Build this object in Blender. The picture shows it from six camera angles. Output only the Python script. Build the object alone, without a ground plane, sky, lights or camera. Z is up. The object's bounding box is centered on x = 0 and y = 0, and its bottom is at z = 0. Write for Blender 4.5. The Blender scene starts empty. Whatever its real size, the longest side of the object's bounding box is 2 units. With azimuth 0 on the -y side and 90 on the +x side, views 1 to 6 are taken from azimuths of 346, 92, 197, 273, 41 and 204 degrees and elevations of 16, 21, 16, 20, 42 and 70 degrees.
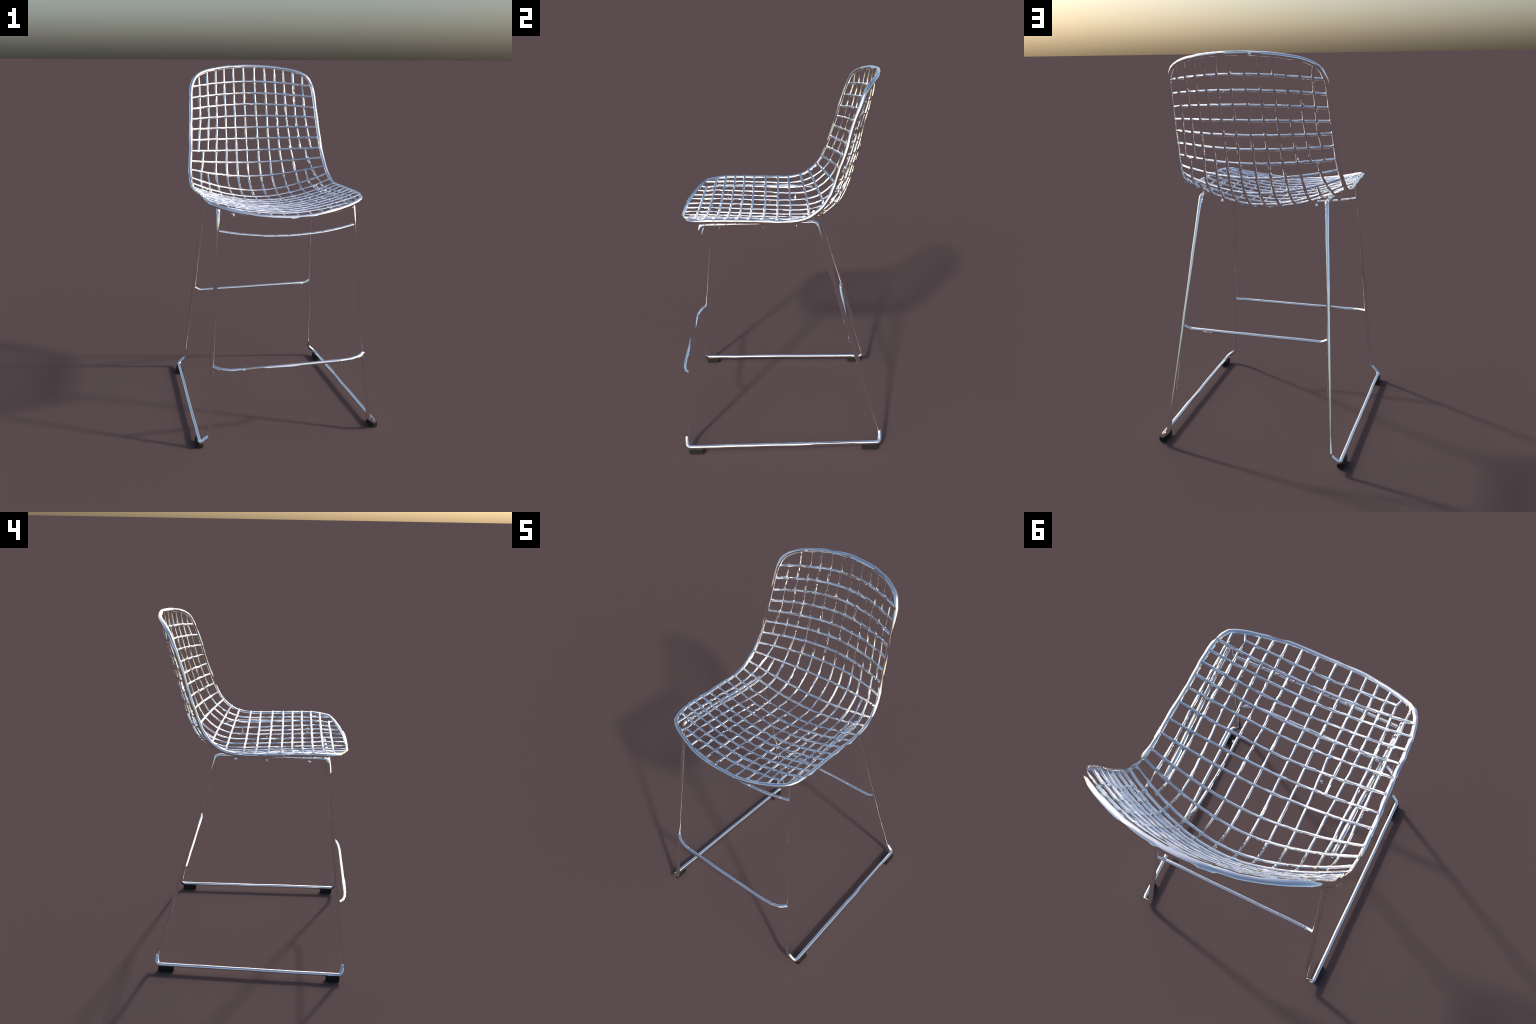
import bpy, math, random
from mathutils import Vector

# ---------------------------------------------------------------- helpers
SHELL_DX = 0.0028         # the shell sits a hair off the centre plane
FRAME_DX = 0.002
R_WIRE, R_RIM, R_TUBE, R_BAR = 0.0068, 0.0115, 0.0117, 0.0104

def chrome_material():
    m = bpy.data.materials.new("polished_chrome")
    m.use_nodes = True
    nt = m.node_tree
    b = nt.nodes["Principled BSDF"]
    b.inputs["Metallic"].default_value = 1.0
    b.inputs["IOR"].default_value = 1.5
    tc = nt.nodes.new("ShaderNodeTexCoord")
    n = nt.nodes.new("ShaderNodeTexNoise")
    n.inputs["Scale"].default_value = 30.0
    n.inputs["Detail"].default_value = 3.0
    nt.links.new(tc.outputs["Object"], n.inputs["Vector"])
    cr = nt.nodes.new("ShaderNodeValToRGB")
    cr.color_ramp.elements[0].color = (0.955, 0.955, 0.96, 1)
    cr.color_ramp.elements[1].color = (0.985, 0.985, 0.985, 1)
    nt.links.new(n.outputs["Fac"], cr.inputs["Fac"])
    nt.links.new(cr.outputs["Color"], b.inputs["Base Color"])
    mr = nt.nodes.new("ShaderNodeMapRange")
    mr.inputs["To Min"].default_value = 0.05
    mr.inputs["To Max"].default_value = 0.09
    nt.links.new(n.outputs["Fac"], mr.inputs["Value"])
    nt.links.new(mr.outputs["Result"], b.inputs["Roughness"])
    return m

def rubber_material():
    m = bpy.data.materials.new("black_rubber")
    m.use_nodes = True
    nt = m.node_tree
    b = nt.nodes["Principled BSDF"]
    b.inputs["Roughness"].default_value = 0.55
    tc = nt.nodes.new("ShaderNodeTexCoord")
    n = nt.nodes.new("ShaderNodeTexNoise")
    n.inputs["Scale"].default_value = 120.0
    nt.links.new(tc.outputs["Object"], n.inputs["Vector"])
    cr = nt.nodes.new("ShaderNodeValToRGB")
    cr.color_ramp.elements[0].color = (0.007, 0.007, 0.0065, 1)
    cr.color_ramp.elements[1].color = (0.012, 0.012, 0.011, 1)
    nt.links.new(n.outputs["Fac"], cr.inputs["Fac"])
    nt.links.new(cr.outputs["Color"], b.inputs["Base Color"])
    return m

def catmull(pts, step=0.014, closed=False, stops=None):
    """smooth centripetal curve through control points, resampled about every `step`,
    or at the same fractions (`stops`) of every span"""
    P = [Vector(p) for p in pts]
    n = len(P)
    out = []
    for i in range(n if closed else n - 1):
        if closed:
            p0, p1, p2, p3 = P[(i-1) % n], P[i], P[(i+1) % n], P[(i+2) % n]
        else:
            p1, p2 = P[i], P[i+1]
            p0 = P[i-1] if i > 0 else p1*2 - p2
            p3 = P[i+2] if i + 2 < n else p2*2 - p1
        t0 = 0.0
        t1 = t0 + max((p1-p0).length, 1e-6)**0.5
        t2 = t1 + max((p2-p1).length, 1e-6)**0.5
        t3 = t2 + max((p3-p2).length, 1e-6)**0.5
        m = max(1, round((p2-p1).length / step))
        for w in (stops or [j/m for j in range(m)]):
            t = t1 + (t2-t1)*w
            a1 = p0*((t1-t)/(t1-t0)) + p1*((t-t0)/(t1-t0))
            a2 = p1*((t2-t)/(t2-t1)) + p2*((t-t1)/(t2-t1))
            a3 = p2*((t3-t)/(t3-t2)) + p3*((t-t2)/(t3-t2))
            b1 = a1*((t2-t)/(t2-t0)) + a2*((t-t0)/(t2-t0))
            b2 = a2*((t3-t)/(t3-t1)) + a3*((t-t1)/(t3-t1))
            out.append(b1*((t2-t)/(t2-t1)) + b2*((t-t1)/(t2-t1)))
    if not closed:
        out.append(P[-1])
    return out

def fillet(pts, radii, step=0.03, arc=6):
    """straight tube path with rounded bends"""
    P = [Vector(p) for p in pts]
    out = [P[0]]
    for i in range(1, len(P)-1):
        a, b, c = P[i-1], P[i], P[i+1]
        d1, d2 = (a-b).normalized(), (c-b).normalized()
        ang = d1.angle(d2)
        t = min(radii[i]/math.tan(ang/2), 0.45*(a-b).length, 0.45*(c-b).length)
        for j in range(arc+1):
            u = j/arc
            out.append((b+d1*t)*(1-u)**2 + b*2*u*(1-u) + (b+d2*t)*u*u)
    out.append(P[-1])
    res = [out[0]]
    for a, b in zip(out, out[1:]):
        m = max(1, round((b-a).length/step))
        res += [a + (b-a)*(j/m) for j in range(1, m+1)]
    return res

def tube(name, path, radius, mat, parent=None, sides=9, closed=False, wobble=0.05, drift=0.0006, seed=0, smooth=True, crease=42, swell=None, phase=0.0):
    """a slightly hand-bent round rod swept along a path"""
    rng = random.Random(seed)
    n = len(path)
    T = []
    for i in range(n):
        a = path[i-1] if (i > 0 or closed) else path[i]
        b = path[(i+1) % n] if (i < n-1 or closed) else path[i]
        T.append((b-a).normalized())
    up = Vector((0, 0, 1)) if abs(T[0].z) < 0.9 else Vector((1, 0, 0))
    u = T[0].cross(up).normalized()
    frames = []
    for i in range(n):
        u = (u - T[i]*u.dot(T[i])).normalized()
        frames.append((u.copy(), T[i].cross(u)))
    if closed:  # untwist
        u0 = frames[0][0]
        ul, vl = frames[-1]
        tw = math.atan2(u0.dot(vl), u0.dot(ul))
        for i in range(n):
            a = tw*i/n
            fu, fv = frames[i]
            frames[i] = (fu*math.cos(a)+fv*math.sin(a), fv*math.cos(a)-fu*math.sin(a))
    verts, faces = [], []
    for i in range(n):
        end = (not closed) and i in (0, n-1)
        off = Vector((0, 0, 0)) if end else Vector([rng.gauss(0, drift) for _ in range(3)])
        rr = radius*(1+rng.gauss(0, wobble*0.4))
        if swell:
            rr *= swell[i % len(swell)]
        twist = rng.uniform(-0.09, 0.09)
        for s in range(sides):
            a = 2*math.pi*(s + rng.uniform(-0.08, 0.08)*min(1, wobble/0.03))/sides + twist*min(1, wobble/0.03) + phase
            r = rr*(1 + rng.uniform(-wobble, wobble))
            verts.append(path[i] + off + frames[i][0]*(r*math.cos(a)) + frames[i][1]*(r*math.sin(a)))
    for i in range(n if closed else n-1):
        j = (i+1) % n
        for s in range(sides):
            q = (s+1) % sides
            a, b, c, d = i*sides+s, i*sides+q, j*sides+q, j*sides+s
            if rng.random() < 0.5:      # long irregular facets, split either way
                faces += [(a, b, c), (a, c, d)]
            else:
                faces += [(a, b, d), (b, c, d)]
    if not closed:
        faces.append(tuple(reversed(range(sides))))
        faces.append(tuple((n-1)*sides+s for s in range(sides)))
    me = bpy.data.meshes.new(name)
    me.from_pydata([tuple(v) for v in verts], [], faces)
    me.polygons.foreach_set("use_smooth", [smooth]*len(me.polygons))
    me.materials.append(mat)
    me.update()
    if crease:
        me.set_sharp_from_angle(angle=math.radians(crease))
    ob = bpy.data.objects.new(name, me)
    bpy.context.scene.collection.objects.link(ob)
    if parent:
        ob.parent = parent
    return ob

chrome, rubber = chrome_material(), rubber_material()

stool = bpy.data.objects.new("wire_bar_stool", None)
bpy.context.scene.collection.objects.link(stool)
stool["label"] = "tall chrome wire mesh bar stool with sled legs"
stool["category"] = "bar stool"

# ---------------------------------------------------------------- wire shell
# per cross wire: centre (y, z) and where its right end meets the rim (x, y, z)
ROWS = [
 ((.519, 1.902), (.3667, .4234, 1.8757)), ((.503, 1.832), (.3741, .3991, 1.8114)),
 ((.487, 1.766), (.3787, .3785, 1.7483)), ((.470, 1.6955), (.3828, .3630, 1.6884)),
 ((.452, 1.626), (.3879, .3455, 1.6304)), ((.433, 1.559), (.3917, .3240, 1.5687)),
 ((.4145, 1.489), (.3965, .3015, 1.5063)), ((.390, 1.415), (.4025, .2739, 1.4483)),
 ((.3485, 1.334), (.4075, .2399, 1.4012)), ((.2585, 1.260), (.4105, .1895, 1.3591)),
 ((.1735, 1.236), (.4125, .1387, 1.3330)), ((.0700, 1.235), (.4130, .0640, 1.3215)),
 ((-.0010, 1.238), (.4130, .0000, 1.3220)), ((-.0735, 1.242), (.4100, -.0755, 1.3264)),
 ((-.1460, 1.246), (.4080, -.1432, 1.3276)), ((-.2060, 1.250), (.4080, -.2014, 1.3310)),
 ((-.2650, 1.254), (.4090, -.2587, 1.3325)), ((-.3230, 1.257), (.4070, -.3159, 1.3340)),
 ((-.3810, 1.2605), (.3985, -.3716, 1.3297)), ((-.4370, 1.263), (.3211, -.4271, 1.3021)),
]
BOW = 1.85

def settle(k):
    """the seat half sits slightly lower and further forward"""
    f = min(max((k-7)/4, 0), 1)
    return -0.001*f, -0.003-0.002*f

def shell_point(k, x):
    (yc, zc), (xe, ye, ze) = ROWS[k]
    u = (abs(x)/xe)**BOW
    dy, dz = settle(k)
    return Vector((x, yc+(ye-yc)*u+dy, zc+(ze-zc)*u+dz))

def shell_normal(k, x):
    """points to the sitter's side of the shell"""
    a, b = shell_point(max(k-1, 0), x), shell_point(min(k+1, len(ROWS)-1), x)
    c, d = shell_point(k, x-0.02), shell_point(k, x+0.02)
    nrm = (b-a).cross(d-c).normalized()
    if nrm.dot(Vector((0, -0.7, 0.7))) < 0:
        nrm = -nrm
    return nrm

LIFT = 0.0028
# rim: control points of the right half, from the top centre down to the front centre
TOP = [(.0, .537, 1.990), (.0351, .536, 1.9895), (.0995, .5285, 1.9865), (.16, .5185, 1.982), (.2135, .5035, 1.974),
       (.2710, .481, 1.9630), (.3285, .452, 1.9410), (.361, .430, 1.911)]
FRONT = [(.3925, -.4265, 1.3200), (.3350, -.4610, 1.3040), (.2790, -.4805, 1.2920), (.2245, -.4955, 1.2825),
         (.1705, -.5085, 1.2755), (.1067, -.5145, 1.2685), (.0375, -.5170, 1.2655), (.0, -.5170, 1.265)]
side_pts = []
for k in range(19):
    x, y, z = ROWS[k][1]
    back = min(max((9-k)/3, 0), 1)          # 1 on the backrest, 0 on the seat
    bend = max(0, 1-abs(k-9)/3)             # fuller curve where seat turns into back
    side_pts.append((x+0.0145-0.0045*back, y-0.008*back+settle(k)[0]+0.003*bend, z+settle(k)[1]-0.0025*(1-back)))
FRONT = [(x, y-0.002, z-0.004-0.005*max(0, 1-x/.33)) for x, y, z in FRONT]
half = TOP + side_pts + FRONT
loop = half + [(-x, y, z) for x, y, z in reversed(half[1:-1])]
loop = [(x+SHELL_DX, y, z) for x, y, z in loop]
rim = tube("shell_rim", catmull(loop, 0.032, True), R_RIM, chrome, stool, 9, True, 0.04, 0.0004, 1)

# lengthwise wires: row -> distance from the centre plane; then where they meet the rim
def along(table):
    """linear interpolation of half spacing over rows"""
    ks = sorted(table)
    out = {}
    for a, b in zip(ks, ks[1:]):
        for k in range(a, b+1):
            out[k] = table[a] + (table[b]-table[a])*(k-a)/(b-a)
    return out
COLS = [
 (along({0: .0344, 3: .0353, 6: .0367, 8: .039, 14: .0385, 19: .0370}), TOP[1], FRONT[6]),
 (along({0: .0996, 3: .1015, 6: .1035, 8: .1072, 10: .109, 14: .1060, 19: .1062}), TOP[2], FRONT[5]),
 (along({0: .1611, 3: .1624, 6: .1684, 8: .1783, 10: .1785, 14: .1690, 19: .1708}), TOP[3], FRONT[4]),
 (along({12: .2175, 14: .2202, 19: .2241}), None, FRONT[3]),
 (along({0: .2152, 3: .2196, 6: .2349, 7: .2444, 8: .2507, 10: .2540, 14: .2691, 19: .2761}), TOP[4], FRONT[2]),
 (along({8: .3050, 9: .3092, 10: .3151, 14: .3235, 19: .3205}), None, FRONT[1]),
 (along({6: .3215, 7: .3310, 8: .3466, 9: .3594, 10: .3657, 14: .3713, 18: .3735}), None, (.3765, -.4370, 1.3130)),
 (along({0: .2709, 3: .2740, 6: .2925}), TOP[5], None),
 (along({0: .3242, 3: .3287, 6: .3528}), TOP[6], None),
]
# welds: every wire swells a little where it crosses another one
STOPS = [0.0, 0.16, 0.5, 0.84]
SWELL_ROW = [1.06, 1.0, 0.98, 1.0]
SWELL_COL = [1.09, 1.0, 0.97, 1.0]

def crossings(k):
    return [table[k] for table, top, front in COLS if k in table]

# cross wires
def shifted(p):
    return Vector((p.x+SHELL_DX, p.y, p.z))
for k in range(len(ROWS)):
    xe = ROWS[k][1][0] + (0.011 if k < 19 else 0.0)
    xs = sorted(x for x in crossings(k) if x < xe-0.012)
    xs = [-xe] + [-x for x in reversed(xs)] + xs + [xe]
    pts = [shifted(shell_point(k, x) + shell_normal(k, x)*LIFT) for x in xs]
    tube("cross_wire", catmull(pts, stops=STOPS), R_WIRE, chrome, rim, 8, False, 0.035, 0.0004, 100+k, swell=SWELL_ROW)

i = 0
for table, top, front in COLS:
    for sgn in (1, -1):
        pts = []
        if top:
            pts.append(Vector((top[0]*sgn, top[1], top[2])))
        for k in sorted(table):
            x = table[k]*sgn
            pts.append(shell_point(k, x) - shell_normal(k, x)*LIFT)
        if front:
            pts.append(Vector((front[0]*sgn, front[1], front[2])))
        tube("lengthwise_wire", catmull([shifted(p) for p in pts], stops=STOPS), R_WIRE*0.98, chrome, rim, 8, False, 0.035, 0.0004, 200+i, swell=SWELL_COL)
        i += 1

# ---------------------------------------------------------------- sled frame
FOOT_F, KNEE_F = (.5060, -.5290, .0358), (.4570, -.5385, .0770)
FOOT_B, KNEE_B = (.4830, .5335, .0360), (.4370, .5375, .0760)
HIP_F, HIP_B = (.3680, -.3930, 1.2885), (.3350, .1985, 1.2785)
MID = (.4947, 0.0, .0359)

def mirror(p, s):
    return Vector((p[0]*s+FRAME_DX, p[1], p[2]))

def rounded_pad(name, cx, y0, y1, z0, z1, w, parent):
    me = bpy.data.meshes.new(name)
    bev = 0.0035
    import bmesh
    bm = bmesh.new()
    bmesh.ops.create_cube(bm, size=1.0)
    for v in bm.verts:
        v.co = Vector((cx+v.co.x*w, (y0+y1)/2+v.co.y*(y1-y0), (z0+z1)/2+v.co.z*(z1-z0)))
    bmesh.ops.bevel(bm, geom=list(bm.edges), offset=bev, segments=2, affect='EDGES')
    bm.to_mesh(me)
    bm.free()
    me.materials.append(rubber)
    ob = bpy.data.objects.new(name, me)
    bpy.context.scene.collection.objects.link(ob)
    ob.parent = parent
    return ob

def leg_at(z, front=True):
    a, b = (HIP_F, KNEE_F) if front else (HIP_B, KNEE_B)
    t = (z-a[2])/(b[2]-a[2])
    return tuple(a[j]+(b[j]-a[j])*t for j in range(3))

for s in (1, -1):
    corners = [MID, FOOT_F, KNEE_F, HIP_F, HIP_B, KNEE_B, FOOT_B, MID]
    path = fillet([mirror(p, s) for p in corners], [0, .022, .022, .028, .028, .03, .022, 0], 0.09, 4)
    side = tube("side_frame", path[:-1], R_TUBE, chrome, stool, 9, True, 0.018, 0.0005, 300+s, phase=math.radians(26))
    for y0, y1 in ((-.520, -.442), (.436, .524)):
        t = ((y0+y1)/2-FOOT_F[1])/(FOOT_B[1]-FOOT_F[1])
        cx = (FOOT_F[0]+(FOOT_B[0]-FOOT_F[0])*t)*s + FRAME_DX
        rounded_pad("foot_pad", cx, y0, y1, 0.0, 0.031, 0.036, side)

def bar(name, pts, rad, radii, seed):
    P = [mirror(p, -1) for p in reversed(pts)] + [mirror(p, 1) for p in pts]
    R = list(reversed(radii)) + radii
    return tube(name, fillet(P, R, 0.08, 5), rad, chrome, stool, 9, False, 0.02, 0.0004, seed)

e = leg_at(.459)
bar("footrest", [(.270, -.5400, .4455), (.345, -.5355, .4475), (.393, -.5200, .4530), (e[0]-.004, e[1]-.004, e[2])], R_BAR, [.35, .15, .12, 0], 404)
e = leg_at(.623, False)
bar("back_crossbar", [(.355, .377, .6025), e], R_BAR*0.92, [.05, 0], 402)
# bowed bar under the front of the seat
e = leg_at(1.176)
pts = []
for j in range(-6, 7):
    u = j/6
    pts.append(Vector((e[0]*u+FRAME_DX, -.4290+(e[1]+.4290)*u*u, 1.1365+(e[2]-1.1365)*u*u)))
tube("front_crossbar", catmull(pts, 0.07), R_BAR*0.95, chrome, stool, 9, False, 0.02, 0.0004, 403)

# pegs under the seat wires: tip modelled wider to catch a sky glint
def peg(x, y, z_tip, z_top, shank, tip, seed):
    stations = ((0, shank), (.45, shank*1.05), (.78, tip), (1, tip*0.85))
    path = [Vector((x+SHELL_DX, y, z_top+(z_tip-z_top)*t)) for t, r in stations]
    ob = tube("peg", path, 1.0, chrome, stool, 9, False, 0.03, 0.0, seed)
    for i, v in enumerate(ob.data.vertices):
        c = path[i//9]
        v.co = c + (v.co-c)*stations[i//9][1]
    return ob
for s in (1, -1):
    peg(.272*s, -.300, 1.231, 1.270, .0055, .0095, 500+s)
    peg(.257*s, .101, 1.224, 1.268, .0055, .0095, 510+s)
    peg(.345*s, -.052, 1.235, 1.284, .0070, .0090, 520+s)      # these two hang from the rail
    peg(.342*s, -.075, 1.248, 1.284, .0050, .0075, 530+s)
    peg(.183*s, -.050, 1.190, 1.248, .0050, .0062, 540+s)      # thinner one under the middle of the seat
